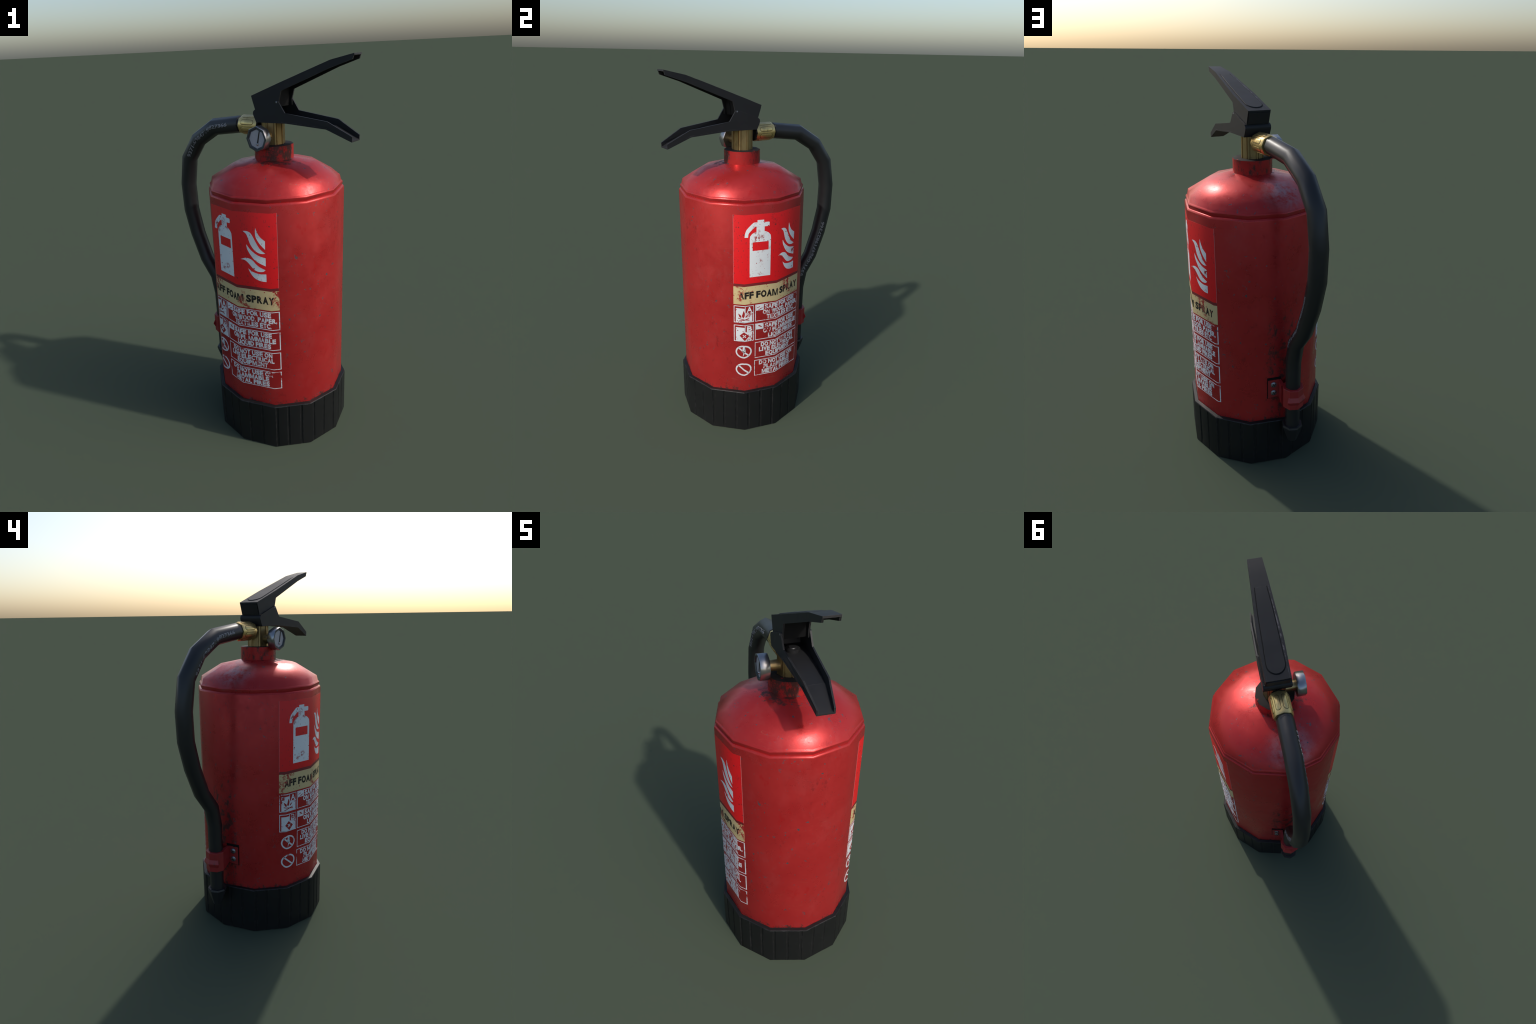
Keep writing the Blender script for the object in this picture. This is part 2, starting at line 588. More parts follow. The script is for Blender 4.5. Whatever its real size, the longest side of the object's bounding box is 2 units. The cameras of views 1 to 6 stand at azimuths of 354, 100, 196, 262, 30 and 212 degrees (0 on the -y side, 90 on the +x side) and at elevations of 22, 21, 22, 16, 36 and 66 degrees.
def stick(bm, lab, name, mat, parent, off, thick, stuff=False):
    """Wraps flat artwork onto the label's faces and gives it thickness."""
    bmesh.ops.triangulate(bm, faces=bm.faces[:])
    for x in lab.cuts():
        bmesh.ops.bisect_plane(bm, geom=bm.verts[:] + bm.edges[:] + bm.faces[:], plane_co=(x, 0, 0), plane_no=(1, 0, 0), dist=1e-6)
    for f in bm.faces:
        f.normal_update()
        if f.normal.z < 0:
            f.normal_flip()
    pts, tris, nn, wall_edges = [], [], [], []
    bm.verts.index_update()
    top = [lab.place(v.co.x, v.co.y, off + thick) for v in bm.verts]
    low = [lab.place(v.co.x, v.co.y, off) for v in bm.verts]
    N = len(top)
    verts = [p for p, _ in top] + [p for p, _ in low]
    faces, norms = [], []
    for f in bm.faces:
        ids = [v.index for v in f.verts]
        faces.append(ids)
        norms += [top[i][1] for i in ids]
    for f in bm.faces:
        for l in f.loops:
            if len(l.edge.link_faces) == 1:
                a, b = l.vert.index, l.link_loop_next.vert.index
                q = [b, a, a + N, b + N]
                e1, e2 = verts[q[1]] - verts[q[0]], verts[q[3]] - verts[q[0]]
                faces.append(q)
                norms += [e1.cross(e2).normalized()] * 4
    bm.free()
    me = bpy.data.meshes.new(name)
    me.from_pydata([tuple(v) for v in verts], [], faces)
    for p in me.polygons:
        p.use_smooth = True
    me.normals_split_custom_set(norms)
    return add(name, me, mat, parent, stuff)


W = 0.444
FLAMES = [
    ([(0.336, 1.240), (0.334, 1.215), (0.337, 1.192), (0.351, 1.167), (0.367, 1.149), (0.382, 1.135), (0.383, 1.178), (0.363, 1.192), (0.347, 1.212)], (0, 5, 6)),
    ([(0.271, 1.220), (0.291, 1.221), (0.309, 1.213), (0.321, 1.196), (0.332, 1.174), (0.344, 1.152), (0.358, 1.133), (0.382, 1.115), (0.363, 1.112), (0.342, 1.117), (0.322, 1.132), (0.306, 1.157), (0.297, 1.183), (0.288, 1.206)], (0, 7)),
    ([(0.286, 1.154), (0.301, 1.133), (0.321, 1.115), (0.347, 1.100), (0.383, 1.092), (0.382, 1.050), (0.352, 1.061), (0.328, 1.075), (0.314, 1.089), (0.300, 1.109), (0.288, 1.133)], (0, 4, 5)),
    ([(0.252, 1.074), (0.277, 1.083), (0.299, 1.081), (0.316, 1.072), (0.330, 1.056), (0.351, 1.041), (0.380, 1.030), (0.368, 1.020), (0.344, 1.017), (0.323, 1.024), (0.306, 1.041), (0.291, 1.058), (0.274, 1.071)], (0, 6)),
    ([(0.290, 1.029), (0.304, 1.017), (0.325, 1.009), (0.352, 1.005), (0.383, 1.008), (0.383, 0.968), (0.356, 0.968), (0.327, 0.977), (0.309, 0.993), (0.298, 1.010)], (0, 4, 5)),
]
HOSE_ARM = [(0.130, 1.272), (0.111, 1.272), (0.092, 1.257), (0.071, 1.235), (0.063, 1.213), (0.061, 1.195),
            (0.080, 1.194), (0.083, 1.214), (0.096, 1.229), (0.117, 1.247), (0.130, 1.247)]
SHOULDER = [(0.205, 1.183), (0.203, 1.199), (0.192, 1.212), (0.180, 1.219), (0.169, 1.222)]

CAPTIONS = [
    # x0, x1, baseline, words
    (0.178, 0.399, 0.7705, "SAFE FOR USE"), (0.167, 0.431, 0.7390, "ON WOOD, PAPER,"), (0.190, 0.401, 0.7085, "TEXTILES ETC."),
    (0.180, 0.399, 0.6535, "SAFE FOR USE"), (0.170, 0.420, 0.6225, "ON FLAMMABLE"), (0.200, 0.393, 0.5915, "LIQUID FIRES"),
    (0.158, 0.398, 0.5360, "DO NOT USE ON"), (0.147, 0.408, 0.5060, "LIVE ELECTRICAL"), (0.186, 0.371, 0.4755, "EQUIPMENT"),
    (0.148, 0.398, 0.4195, "DO NOT USE ON"), (0.174, 0.375, 0.3890, "FLAMMABLE"), (0.166, 0.377, 0.3580, "METAL FIRES"),
]


def build_label(corner, x0, dz):
    lab = Label(corner, x0, dz)
    bm = bmesh.new()
    rect2(bm, 0.0016, 0.9335, W - 0.0016, 1.315)
    film = stick(bm, lab, "safety_label", M["film"], ROOT, 0.0, 0.0006)
    bm = bmesh.new()
    rect2(bm, 0.0, 0.932, 0.0016, 1.315)
    rect2(bm, W - 0.0016, 0.932, W, 1.315)
    stick(bm, lab, "label_hem", M["hem"], film, 0.0, 0.0007)
    bm = bmesh.new()
    rect2(bm, 0.0016, 0.9180, W - 0.0016, 0.9330)
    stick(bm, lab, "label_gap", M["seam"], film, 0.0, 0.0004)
    bm = bmesh.new()
    rect2(bm, 0.0, 0.812, W, 0.9175)
    stick(bm, lab, "foam_band", M["gold"], film, 0.0, 0.0007)
    bm = bmesh.new()
    text2(bm, "AFF FOAM SPRAY", 0.030, 0.419, 0.8445, 0.0405, 0.055)
    stick(bm, lab, "foam_lettering", M["ink"], film, 0.0007, 0.0004)

    # white pictogram of an extinguisher
    bm = bmesh.new()
    rect2(bm, 0.089, 0.970, 0.205, 1.118)
    rect2(bm, 0.089, 1.118, 0.105, 1.165)
    rect2(bm, 0.193, 1.118, 0.205, 1.165)
    rect2(bm, 0.089, 1.165, 0.205, 1.183)
    left = [(0.294 - x, z) for x, z in SHOULDER[::-1]]
    poly2(bm, SHOULDER + left)
    rect2(bm, 0.125, 1.222, 0.169, 1.247)
    rect2(bm, 0.130, 1.247, 0.166, 1.284)
    poly2(bm, ((0.166, 1.247), (0.193, 1.248), (0.196, 1.252), (0.196, 1.268), (0.193, 1.271), (0.166, 1.271)))
    poly2(bm, smooth_outline(HOSE_ARM, (0, 5, 6, 10)))
    stick(bm, lab, "extinguisher_symbol", M["white"], film, 0.0006, 0.0004)
    bm = bmesh.new()
    for pts, tips in FLAMES:
        poly2(bm, smooth_outline(pts, tips))
    stick(bm, lab, "flame_symbol", M["white"], film, 0.0006, 0.0004)

    # table of uses
    bm = bmesh.new()
    rows = ((0.7005, 0.8035), (0.5835, 0.6865), (0.4675, 0.5690), (0.3505, 0.4530))
    for i, (z0, z1) in enumerate(rows):
        frame2(bm, 0.1225 if i < 3 else 0.120, z0, W, z1, 0.0034, 0.0050)
    for z0, z1 in rows[:2]:
        frame2(bm, 0.0015, z0, 0.1150, z1, 0.0040)
        frame2(bm, 0.0640, z1 - 0.0460, 0.1150, z1 - 0.0010, 0.0032)
        # white square with a corner cut out for the class letter
        poly2(bm, ((0.0130, z0 + 0.002), (0.1060, z0 + 0.002), (0.1060, z1 - 0.0470), (0.0630, z1 - 0.0470), (0.0630, z1 - 0.0150), (0.0130, z1 - 0.0150)))
        rect2(bm, 0.1280, z1 - 0.0370, 0.1720, z1 - 0.0030)
    for zc in (0.517, 0.402):
        ellipse_ring2(bm, 0.0575, zc, 0.0470, 0.0410, 0.0085)
        k = 0.71
        bar2(bm, 0.0575 - 0.042 * k, zc + 0.0365 * k, 0.0575 + 0.042 * k, zc - 0.0365 * k, 0.0085)
    # lightning struck through
    poly2(bm, ((0.0640, 0.5500), (0.0530, 0.5490), (0.0470, 0.5160), (0.0570, 0.5190), (0.0520, 0.4850), (0.0700, 0.5250), (0.0590, 0.5230)))
    stick(bm, lab, "usage_table", M["caption"], film, 0.0, 0.0007)
    bm = bmesh.new()
    text2(bm, "A", 0.0740, 0.1060, 0.7620, 0.0330, 0.03)
    text2(bm, "B", 0.0760, 0.1050, 0.6450, 0.0330, 0.03)
    for x0_, x1_, base, words in CAPTIONS:
        text2(bm, words, x0_, x1_, base, 0.0268)
    stick(bm, lab, "usage_lettering", M["caption"], film, 0.0, 0.0009)
    # red signs over the white squares: burning wood, fuel can
    bm = bmesh.new()
    poly2(bm, smooth_outline([(0.056, 0.776), (0.063, 0.758), (0.060, 0.738), (0.052, 0.734), (0.047, 0.743), (0.051, 0.757)], (0,)))
    poly2(bm, smooth_outline([(0.026, 0.757), (0.042, 0.745), (0.044, 0.733), (0.034, 0.735)], (0, 2)))
    poly2(bm, smooth_outline([(0.087, 0.752), (0.070, 0.733), (0.068, 0.741)], (0,)))
    bar2(bm, 0.026, 0.728, 0.090, 0.715, 0.0042)
    bar2(bm, 0.030, 0.711, 0.088, 0.726, 0.0042)
    for dx_, dz_ in ((0.140, 0.786), (0.155, 0.777), (0.147, 0.772)):
        bar2(bm, dx_ - 0.008, dz_ - 0.003, dx_ + 0.009, dz_ + 0.004, 0.003)
    d0 = (0.0600, 0.6175)
    poly2(bm, [(d0[0] + x, d0[1] + z) for x, z in ((-0.026, 0.003), (0.004, -0.029), (0.030, -0.001), (-0.002, 0.026))])
    poly2(bm, ((0.138, 0.672), (0.160, 0.661), (0.163, 0.665), (0.146, 0.676)))
    stick(bm, lab, "hazard_symbol", M["redink"], film, 0.0007, 0.0004)
    bm = bmesh.new()
    for c, s_ in ((1, 1), (1, -1)):
        bar2(bm, d0[0] - 0.008, d0[1] - 0.001 * s_ - 0.008 * (s_ > 0) + 0.008 * (s_ < 0), d0[0] + 0.010, d0[1] + 0.008 * s_, 0.0050)
    stick(bm, lab, "hazard_star", M["caption"], film, 0.0011, 0.0003)
    return film


build_label(45, -0.243, 0.0)
build_label(225, -0.2215, 0.0125)

# ---------------------------------------------------------------- valve
def column(base, axis, u, v, stations, n, phase=0.0):
    """Rings of n corners about a straight axis; stations = (distance, radius)."""
    rings = []
    for d, r in stations:
        c = base + axis * d
        rings.append([c + u * (r * math.cos(phase + 2 * math.pi * k / n)) + v * (r * math.sin(phase + 2 * math.pi * k / n)) for k in range(n)])
    return rings


def ridged_column(n_sides, r, grooves, z0, z1):
    """Eight-sided brass column with pairs of narrow upright grooves."""
    ring = []
    for k in range(n_sides):
        a0 = 2 * math.pi * k / n_sides
        p0 = Vector((math.cos(a0), math.sin(a0))) * r
        a1 = 2 * math.pi * (k + 1) / n_sides
        p1 = Vector((math.cos(a1), math.sin(a1))) * r
        mid = ((p0 + p1) / 2).normalized()
        for f, depth in grooves:
            ring.append(p0.lerp(p1, f) - mid * depth)
    return [[L(p.x, p.y, z) for p in ring] for z in (z0, z1)]


gr = [(0.0, 0.0), (0.09, 0.0), (0.12, 0.0040), (0.19, 0.0040), (0.22, 0.0), (0.78, 0.0), (0.81, 0.0040), (0.88, 0.0040), (0.91, 0.0)]
valve = finish(loft(ridged_column(8, 0.0585, gr, 1.585, 1.6995)), "valve_body", M["brass"], ROOT, 50)

# outlet stub and hose nut
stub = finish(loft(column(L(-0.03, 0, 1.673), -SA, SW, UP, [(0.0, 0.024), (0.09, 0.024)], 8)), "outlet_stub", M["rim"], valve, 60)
nut_rings = column(L(-0.0730, -0.002, 1.673), -SA, SW, UP, [(0.0, 0.030), (0.0, 0.0480), (0.006, 0.0503), (0.110, 0.0503), (0.1180, 0.0468), (0.1180, 0.036)], 8)
nut = finish(loft(nut_rings), "hose_nut", M["bright"], ROOT, 50)


def oval_pad(center, long_dir, wide_dir, normal, length, width, lift, n=7):
    """Raised lozenge with round ends, bevelled."""
    out = []
    for k in range(2):
        sgn = 1 if k == 0 else -1
        for i in range(n):
            t = -math.pi / 2 + math.pi * i / (n - 1)
            out.append((sgn * (length / 2 - width / 2 + width / 2 * math.cos(t)), sgn * width / 2 * math.sin(t)))
    rings = []
    for k, h in ((1.0, -0.002), (1.0, lift * 0.5), (0.86, lift)):
        ring = []
        for x, y in out:
            ky = y * k
            kx = x - (1 - k) * width / 2 * (1 if x > 0 else -1)
            ring.append(center + long_dir * kx + wide_dir * ky + normal * h)
        rings.append(ring)
    return loft(rings)


finish(loft(column(L(-0.066, -0.002, 1.673), -SA, SW, UP, [(0.0, 0.026), (0.0, 0.0440), (0.0075, 0.0475)], 8), cap1=False), "nut_washer", M["rim"], nut, 30)  # near-black disc over the nut's end face
for k in range(8):
    t = math.pi / 8 + 2 * math.pi * k / 8
    nm = SW * math.cos(t) + UP * math.sin(t)
    tn = -SW * math.sin(t) + UP * math.cos(t)
    c = L(-0.132, -0.002, 1.673) + nm * (0.0500 * math.cos(math.pi / 8))
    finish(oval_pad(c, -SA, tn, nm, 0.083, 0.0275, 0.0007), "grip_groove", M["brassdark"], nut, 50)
    finish(oval_pad(c, -SA, tn, nm, 0.078, 0.023, 0.0026), "nut_grip", M["bright"], nut, 50)

# ---------------------------------------------------------------- hose
PATH = [(-0.188, 1.674, 0.0395), (-0.202, 1.674, 0.0395), (-0.203, 1.674, 0.0435), (-0.382, 1.6525, 0.0442), (-0.510, 1.579, 0.0442), (-0.5965, 1.465, 0.0442),
        (-0.6238, 1.311, 0.0442), (-0.6195, 1.158, 0.0442), (-0.583, 1.013, 0.0432), (-0.523, 0.862, 0.0418), (-0.452, 0.762, 0.0408), (-0.430, 0.653, 0.0400),
        (-0.429, 0.500, 0.0390), (-0.429, 0.250, 0.0385)]


HOSE_SIDE = -0.0050


def hose_frame(i):
    p = Vector(PATH[i][:2])
    ts = []
    if i > 0:
        ts.append((p - Vector(PATH[i - 1][:2])).normalized())
    if i < len(PATH) - 1:
        ts.append((Vector(PATH[i + 1][:2]) - p).normalized())
    t = sum(ts, Vector((0, 0))).normalized()
    k = 1.0 / max(0.5, t.dot(ts[0]))
    out = Vector((t.y, -t.x))            # away from the cylinder
    return p, out, k


def hose_ring(i, n=8):
    p, o, k = hose_frame(i)
    r = PATH[i][2]
    ring = []
    for j in range(n):
        a = 2 * math.pi * j / n
        q = p + o * (r * k * math.cos(a))
        ring.append(L(q.x, HOSE_SIDE + r * math.sin(a), q.y))
    return ring


hose = finish(loft([hose_ring(i) for i in range(len(PATH))]), "hose", M["hose"], ROOT, 48)

# printed number on the hose
cum = [0.0]
for a, b in zip(PATH, PATH[1:]):
    cum.append(cum[-1] + math.hypot(b[0] - a[0], b[1] - a[1]))


def hose_point(s, ang, lift):
    i = max(k for k in range(len(PATH) - 1) if cum[k] <= s)
    f = (s - cum[i]) / (cum[i + 1] - cum[i])
    pts = []
    for k in (i, i + 1):
        p, o, kk = hose_frame(k)
        m = (ang % (math.pi / 4)) - math.pi / 8
        r = PATH[k][2] * math.cos(math.pi / 8) / math.cos(m) + lift
        q = p + o * (r * kk * math.cos(ang))
        pts.append(L(q.x, HOSE_SIDE + r * math.sin(ang), q.y))
    return pts[0].lerp(pts[1], f)


def hose_number(s0, s1, ang0, ang1, sign, height=0.021, lift=0.0007, thick=0.0004):
    me0 = text_mesh("9371-0984719827366", 0.018)
    bm = bmesh.new()
    bm.from_mesh(me0)
    xs = [v.co.x for v in bm.verts]
    ys = [v.co.y for v in bm.verts]
    a, b, lo, hi = min(xs), max(xs), min(ys), max(ys)
    for k in range(1, 72):
        bmesh.ops.bisect_plane(bm, geom=bm.verts[:] + bm.edges[:] + bm.faces[:], plane_co=(a + (b - a) * k / 72, 0, 0), plane_no=(1, 0, 0), dist=1e-6)
    bmesh.ops.triangulate(bm, faces=bm.faces[:])
    bm.verts.index_update()

    def at(v, up):
        t = (v.co.x - a) / (b - a)
        h = (v.co.y - (lo + hi) / 2) / (hi - lo) * height / 0.044
        ang = math.radians(ang0 + (ang1 - ang0) * t) + h * sign
        return hose_point(s0 + (s1 - s0) * t, sign * ang, up)

    top = [at(v, lift + thick) for v in bm.verts]
    low = [at(v, 0.0) for v in bm.verts]
    N = len(top)
    faces = [[v.index for v in f.verts] for f in bm.faces]
    for f in bm.faces:
        for l in f.loops:
            if len(l.edge.link_faces) == 1:
                p, q = l.vert.index, l.link_loop_next.vert.index
                faces.append([q, p, p + N, q + N])
    bm.free()
    me = bpy.data.meshes.new("hose_number")
    me.from_pydata([tuple(p) for p in top + low], [], faces)
    bm = bmesh.new()
    bm.from_mesh(me)
    finish(bm, "hose_number", M["hosetext"], hose, 40, True)


def s_at(i, f=0.0):
    return cum[i] + f * (cum[i + 1] - cum[i])


hose_number(s_at(4, 0.80), s_at(2, 0.35), 108, 80, -1)
hose_number(s_at(10, 0.25), s_at(7, 0.55), 112, 108, 1)

# nozzle at the end of the hose
noz = column(L(-0.429, HOSE_SIDE, 0.276), -UP, SA, SW, [(0.0, 0.040), (0.0, 0.0510), (0.009, 0.0540), (0.036, 0.0465), (0.100, 0.0255), (0.100, 0.017), (0.084, 0.015)], 8)
finish(loft(noz), "nozzle", M["nozzle"], hose, 30)

# ---------------------------------------------------------------- hose clamp
ring_h = column(L(-0.430, HOSE_SIDE, 0.394), UP, SA, SW, [(0.0, 0.0375), (0.0, 0.0535), (0.0015, 0.0545), (0.1095, 0.0545), (0.1110, 0.0535), (0.1110, 0.0375)], 8)
clamp = finish(loft(ring_h, cap0=False, cap1=False), "hose_clamp", M["clamp"], ROOT, 30)
# latch bar across the front of the ring: lit slope above, shaded slope below
lat = []
for z, k in ((0.466, 0.990), (0.444, 1.190), (0.440, 1.190), (0.420, 0.990)):
    lat.append([L(-0.430 + 0.0545 * k * math.cos(t), HOSE_SIDE + 0.0545 * k * math.sin(t), z) for t in (math.radians(q) for q in (127, 135, 180, 225, 233))]
               + [L(-0.430 + 0.047 * math.cos(t), HOSE_SIDE + 0.047 * math.sin(t), z) for t in (math.radians(q) for q in (233, 225, 180, 135, 127))])
finish(loft(lat), "clamp_latch", M["clamp"], clamp, 20)


def slab(profile, z0, z1):
    """Upright strip: plan outline in (along, across) between two heights (per point)."""
    return loft([[L(s, a, z) for (s, a), z in zip(profile, z0)], [L(s, a, z) for (s, a), z in zip(profile, z1)]])


screws = []
for sgn in (1, -1):
    # cheek from ring to plate, then plate lying on the cylinder wall
    cheek = [(-0.400, 0.046), (-0.345, 0.034), (-0.322, 0.034), (-0.322, 0.020), (-0.400, 0.026)]
    bm = slab([(s, a * sgn) for s, a in cheek], (0.393, 0.410, 0.412, 0.412, 0.393), (0.504, 0.506, 0.506, 0.506, 0.504))
    finish(bm, "clamp_cheek", M["clamp"], clamp, 30)
    plate = [(-0.353, 0.0335), (-0.336, 0.088), (-0.322, 0.084), (-0.339, 0.030)]
    bm = slab([(s, a * sgn) for s, a in plate], (0.409, 0.398, 0.398, 0.409), (0.507, 0.505, 0.505, 0.507))
    finish(bm, "clamp_plate", M["clamp"], clamp, 30)
    pad_plan = [(-0.3490, 0.0200), (-0.3335, 0.0905), (-0.3200, 0.0865), (-0.3360, 0.0200)]  # shadow line above the plate, modelled as a thin black slab
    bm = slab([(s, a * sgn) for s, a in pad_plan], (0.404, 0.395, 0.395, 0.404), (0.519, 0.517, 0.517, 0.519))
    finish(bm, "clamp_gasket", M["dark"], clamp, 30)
    face_n = (SA * -math.cos(math.radians(17)) + SW * (sgn * math.sin(math.radians(17)))).normalized()
    tang = UP.cross(face_n)
    for z in (0.480, 0.432):
        c = L(-0.3455, 0.0600 * sgn, z)
        st = [(-0.003, 0.0160), (0.002, 0.0160), (0.0055, 0.0115), (0.0070, 0.0050)]
        sc = finish(loft(column(c, face_n, tang, UP, st, 10)), "screw", M["screw"], clamp, 40)
        bm = bmesh.new()
        for rot in (0.5, 0.5 + math.pi / 2):
            d1 = tang * math.cos(rot) + UP * math.sin(rot)
            d2 = face_n.cross(d1)
            rings = [[c + face_n * h + d1 * x + d2 * y for x, y in ((-0.011, -0.0016), (0.011, -0.0016), (0.011, 0.0016), (-0.011, 0.0016))] for h in (0.0, 0.0073 + 0.0002 * (rot > 1))]
            tmp = loft(rings)
            me_t = bpy.data.meshes.new("slot")
            tmp.to_mesh(me_t)
            tmp.free()
            bm.from_mesh(me_t)
            bpy.data.meshes.remove(me_t)
        finish(bm, "screw_slot", M["needle"], clamp, None)

# ---------------------------------------------------------------- pressure gauge
GC = L(0.001, 0, 1.630)
GD = -SW                                      # the way the dial faces
gauge_rings = column(GC + GD * 0.100, GD, SA, UP, [(0.0, 0.020), (0.0, 0.0585), (0.004, 0.0615), (0.043, 0.0615), (0.0445, 0.0600)], 8)
gauge = finish(loft(gauge_rings, cap1=False), "pressure_gauge", M["steel"], ROOT, 50)
bez = column(GC + GD * 0.1445, GD, SA, UP, [(0.0, 0.0600), (0.0004, 0.0595), (0.0, 0.0520), (-0.006, 0.0495)], 8)
finish(loft(bez, cap0=False, cap1=False), "gauge_bezel", M["bezel"], gauge, 30)
dialc = GC + GD * 0.1385
finish(loft(column(dialc, GD, SA, UP, [(-0.004, 0.0510), (0.0, 0.0510)], 8)), "gauge_dial", M["dial"], gauge, 30)
finish(loft(column(dialc, GD, SA, UP, [(-0.002, 0.0508), (0.0012, 0.0508), (0.0008, 0.0455), (-0.002, 0.0450)], 8), cap0=False, cap1=False), "dial_rim", M["dialrim"], gauge, 30)  # shading at the dial's edge, built as a dark annulus
hub = dialc + SA * 0.003 - UP * 0.0245
tip = dialc + SA * 0.017 + UP * 0.0385
dirn = (tip - hub).normalized()
wide = dirn.cross(GD)
ndl = [[c + wide * (k * w_) + GD * h for k, h in ((-1, 0.0), (1, 0.0), (1, 0.0022), (-1, 0.0022))] for c, w_ in ((hub, 0.0032), (tip, 0.0022))]
finish(loft(ndl), "gauge_needle", M["needle"], gauge)
finish(loft(column(hub, GD, SA, UP, [(0.0, 0.0062), (0.0030, 0.0062), (0.0050, 0.0046), (0.0058, 0.0020)], 10)), "needle_hub", M["steel"], gauge, 60)
stem = finish(loft(column(GC + GD * 0.045, GD, SA, UP, [(0.0, 0.0285), (0.058, 0.0255)], 6, math.pi / 6)), "gauge_stem", M["brass"], gauge, 70)

# ---------------------------------------------------------------- levers
def lerp_table(tab, s):
    for (a, va), (b, vb) in zip(tab, tab[1:]):
        if s <= b:
            f = max(0.0, (s - a) / (b - a))
            return va + (vb - va) * f
    return tab[-1][1]


HALF_TOP = [(-0.085, 0.0590), (0.092, 0.0590), (0.344, 0.0415), (0.456, 0.0345)]
HALF_LOW = [(-0.070, 0.0685), (0.079, 0.0660), (0.115, 0.0648), (0.337, 0.0545), (0.457, 0.0375)]


def wall(bm, outline, half, sgn, thick):
    """Side wall: an outline in (along, z) given the lever's half width and a thickness."""
    o = [bm.verts.new(L(s, sgn * lerp_table(half, s), z)) for s, z in outline]
    i = [bm.verts.new(L(s, sgn * (lerp_table(half, s) - thick), z)) for s, z in outline]
    n = len(o)
    bm.faces.new(o)
    bm.faces.new(i[::-1])
    for k in range(n):
        j = (k + 1) % n
        bm.faces.new((o[k], i[k], i[j], o[j]))


def deck(bm, upper, lower, half, inset):
    """Plate between the walls: upper and lower profiles in (along, z)."""
    rows = []
    for (s, z), (s2, z2) in zip(upper, lower):
        h, h2 = lerp_table(half, s) - inset, lerp_table(half, s2) - inset
        rows.append([bm.verts.new(L(s, -h, z)), bm.verts.new(L(s, h, z)), bm.verts.new(L(s2, h2, z2)), bm.verts.new(L(s2, -h2, z2))])
    for a, b in zip(rows, rows[1:]):
        for k in range(4):
            j = (k + 1) % 4
            bm.faces.new((a[k], a[j], b[j], b[k]))
    bm.faces.new(rows[0][::-1])
    bm.faces.new(rows[-1])


T = 0.0075
# squeeze lever: an upside-down channel
TOP = [(-0.085, 1.822), (0.092, 1.8855), (0.344, 1.976), (0.456, 2.000)]
UND = [(-0.0635, 1.7550), (0.040, 1.7900), (0.0790, 1.7720), (0.0790, 1.8000), (0.0920, 1.8460), (0.3440, 1.9430), (0.4485, 1.9755)]
bm = bmesh.new()
for sgn in (1, -1):
    out = [(s, z - 0.0001) for s, z in TOP] + UND[::-1]
    wall(bm, out, HALF_TOP, sgn, T)
up_prof = TOP
lo_prof = [(s + 0.001, z - T) for s, z in TOP]
deck(bm, up_prof, lo_prof, HALF_TOP, 0.0004)
lever = finish(bm, "squeeze_lever", M["lever"], ROOT, 20)
# back plate, cross web
bm = bmesh.new()
deck(bm, [(-0.0846, 1.8205), (-0.0634, 1.7560)], [(-0.0770, 1.8205), (-0.0560, 1.7560)], HALF_TOP, 0.0005)
finish(bm, "lever_back", M["lever"], lever, 20)
bm = bmesh.new()
deck(bm, [(-0.0825, 1.8120), (-0.0670, 1.7640)], [(-0.0862, 1.8110), (-0.0700, 1.7625)], HALF_TOP, 0.0050)
finish(bm, "back_panel", M["lever"], lever, 20)
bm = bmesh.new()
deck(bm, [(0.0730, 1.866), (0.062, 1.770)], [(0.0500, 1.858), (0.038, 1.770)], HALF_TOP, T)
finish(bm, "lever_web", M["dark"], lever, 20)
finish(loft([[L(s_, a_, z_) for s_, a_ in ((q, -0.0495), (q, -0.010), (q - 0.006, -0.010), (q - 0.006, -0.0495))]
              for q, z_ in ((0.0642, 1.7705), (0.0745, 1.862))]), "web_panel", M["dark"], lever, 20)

# grip pad on top: rounded at the back, running out towards the tip
slope = (Vector((TOP[2][0], TOP[2][1])) - Vector((TOP[0][0], TOP[0][1])))
sl = slope.normalized()


def on_top(s, a, h):
    z = lerp_table(TOP, s)
    return L(s - sl.y * h, a, z + sl.x * h)


def long_pad(half, inset, back, front, lift, fade, put):
    """Raised strip with a round back end, running out level at the front."""
    r = half(back + 0.04) - inset
    st = [(back + r * (1 - math.cos(q)), math.sin(q)) for q in (math.radians(d) for d in range(9, 91, 9))]
    st += [(s_, 1.0) for s_ in (0.20, fade, front)]
    rows = []
    for s_, k in st:
        w_ = (half(s_) - inset) * k
        h_ = lift if s_ <= fade else 0.0003
        e_ = min(0.003, w_ * 0.4)
        b_ = -0.003
        sb = s_ + (0.003 * (1 - k))
        rows.append([put(s_, -w_, b_), put(s_, w_, b_), put(sb, w_ - e_, h_), put(sb, -w_ + e_, h_)])
    return loft(rows)


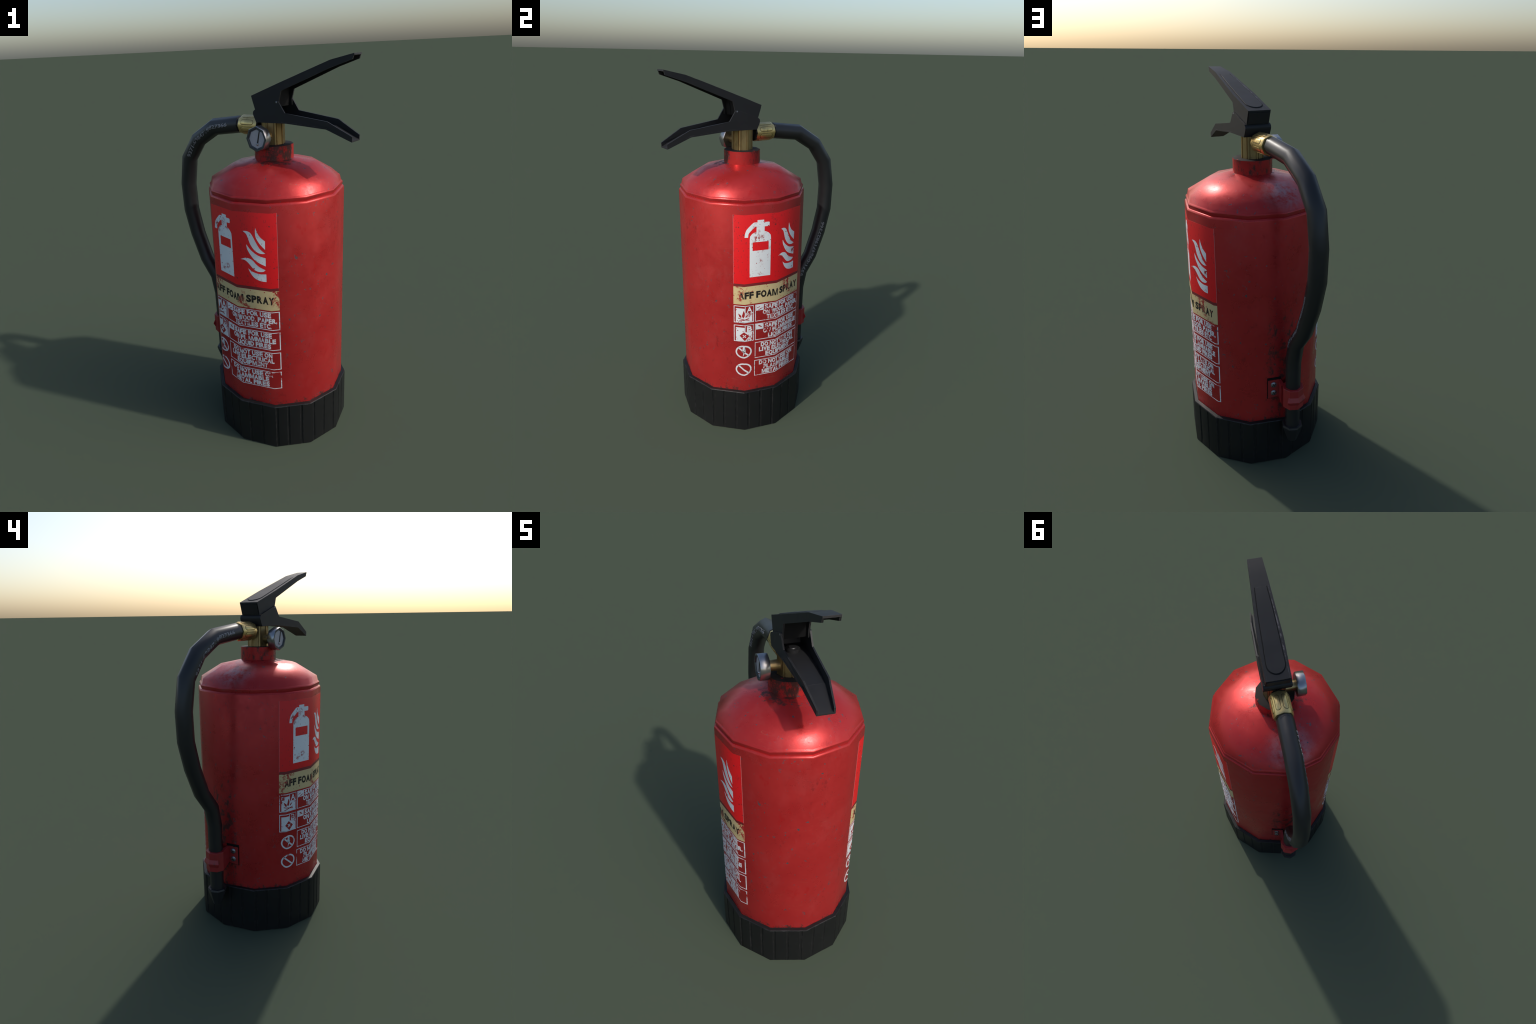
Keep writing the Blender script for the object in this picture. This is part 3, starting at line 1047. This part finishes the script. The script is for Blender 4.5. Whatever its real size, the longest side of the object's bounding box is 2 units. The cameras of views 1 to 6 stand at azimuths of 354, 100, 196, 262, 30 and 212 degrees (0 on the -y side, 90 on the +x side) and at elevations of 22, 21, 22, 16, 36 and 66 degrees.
finish(long_pad(lambda q: lerp_table(HALF_TOP, q), 0.0105, -0.0655, 0.318, 0.0006, 0.270, on_top), "pad_groove", M["dark"], lever, 25)  # dark outline round the raised pad
finish(long_pad(lambda q: lerp_table(HALF_TOP, q), 0.0150, -0.060, 0.318, 0.0030, 0.270, on_top), "grip_pad", M["lever"], lever, 25)

# carrying handle: an upright channel
BOT = [(-0.0530, 1.6970), (0.1200, 1.6980), (0.3335, 1.6800), (0.4560, 1.6270)]
UPPER = [(0.4570, 1.6520), (0.3385, 1.7150), (0.1150, 1.7460), (0.0780, 1.8000), (0.0700, 1.8030), (-0.0600, 1.7570)]
BACK = [(-0.0690, 1.7490), (-0.0710, 1.7390), (-0.0680, 1.7290)]
bm = bmesh.new()
for sgn in (1, -1):
    wall(bm, [(s, z + 0.0001) for s, z in BOT] + UPPER + BACK, HALF_LOW, sgn, 0.0070)
deck(bm, [(s, z + 0.006) for s, z in BOT], BOT, HALF_LOW, 0.0004)
handle = finish(bm, "carrying_handle", M["lever"], ROOT, 20)
bm = bmesh.new()
prof = [(-0.0600, 1.7565), (-0.0688, 1.7490), (-0.0708, 1.7390), (-0.0678, 1.7290), (-0.0528, 1.6975)]
inner = [(s + 0.012, z) for s, z in prof]
deck(bm, prof, inner, HALF_LOW, 0.0005)
finish(bm, "handle_heel", M["lever"], handle, 40)

# pad and bolt head on the floor of the handle
finish(long_pad(lambda q: lerp_table(HALF_LOW, q), 0.0150, 0.140, 0.325, 0.0022, 0.30,
                lambda s_, a_, h_: L(s_, a_, lerp_table(BOT, s_) + 0.006 + h_)), "handle_pad", M["lever"], handle, 25)
finish(loft(column(L(0.035, 0, 1.703), UP, SA, SW, [(0.0, 0.033), (0.012, 0.033), (0.014, 0.029), (0.014, 0.018), (0.018, 0.016), (0.019, 0.008)], 12)), "pin_cap", M["nozzle"], handle, 30)
for sgn in (1, -1):
    finish(loft(column(L(0.070, sgn * 0.0655, 1.7945), SW * sgn, SA, UP, [(-0.002, 0.0050), (0.0005, 0.0050), (0.0015, 0.0034)], 8)), "pivot_rivet", M["screw"], handle, 40)

bpy.context.view_layer.update()
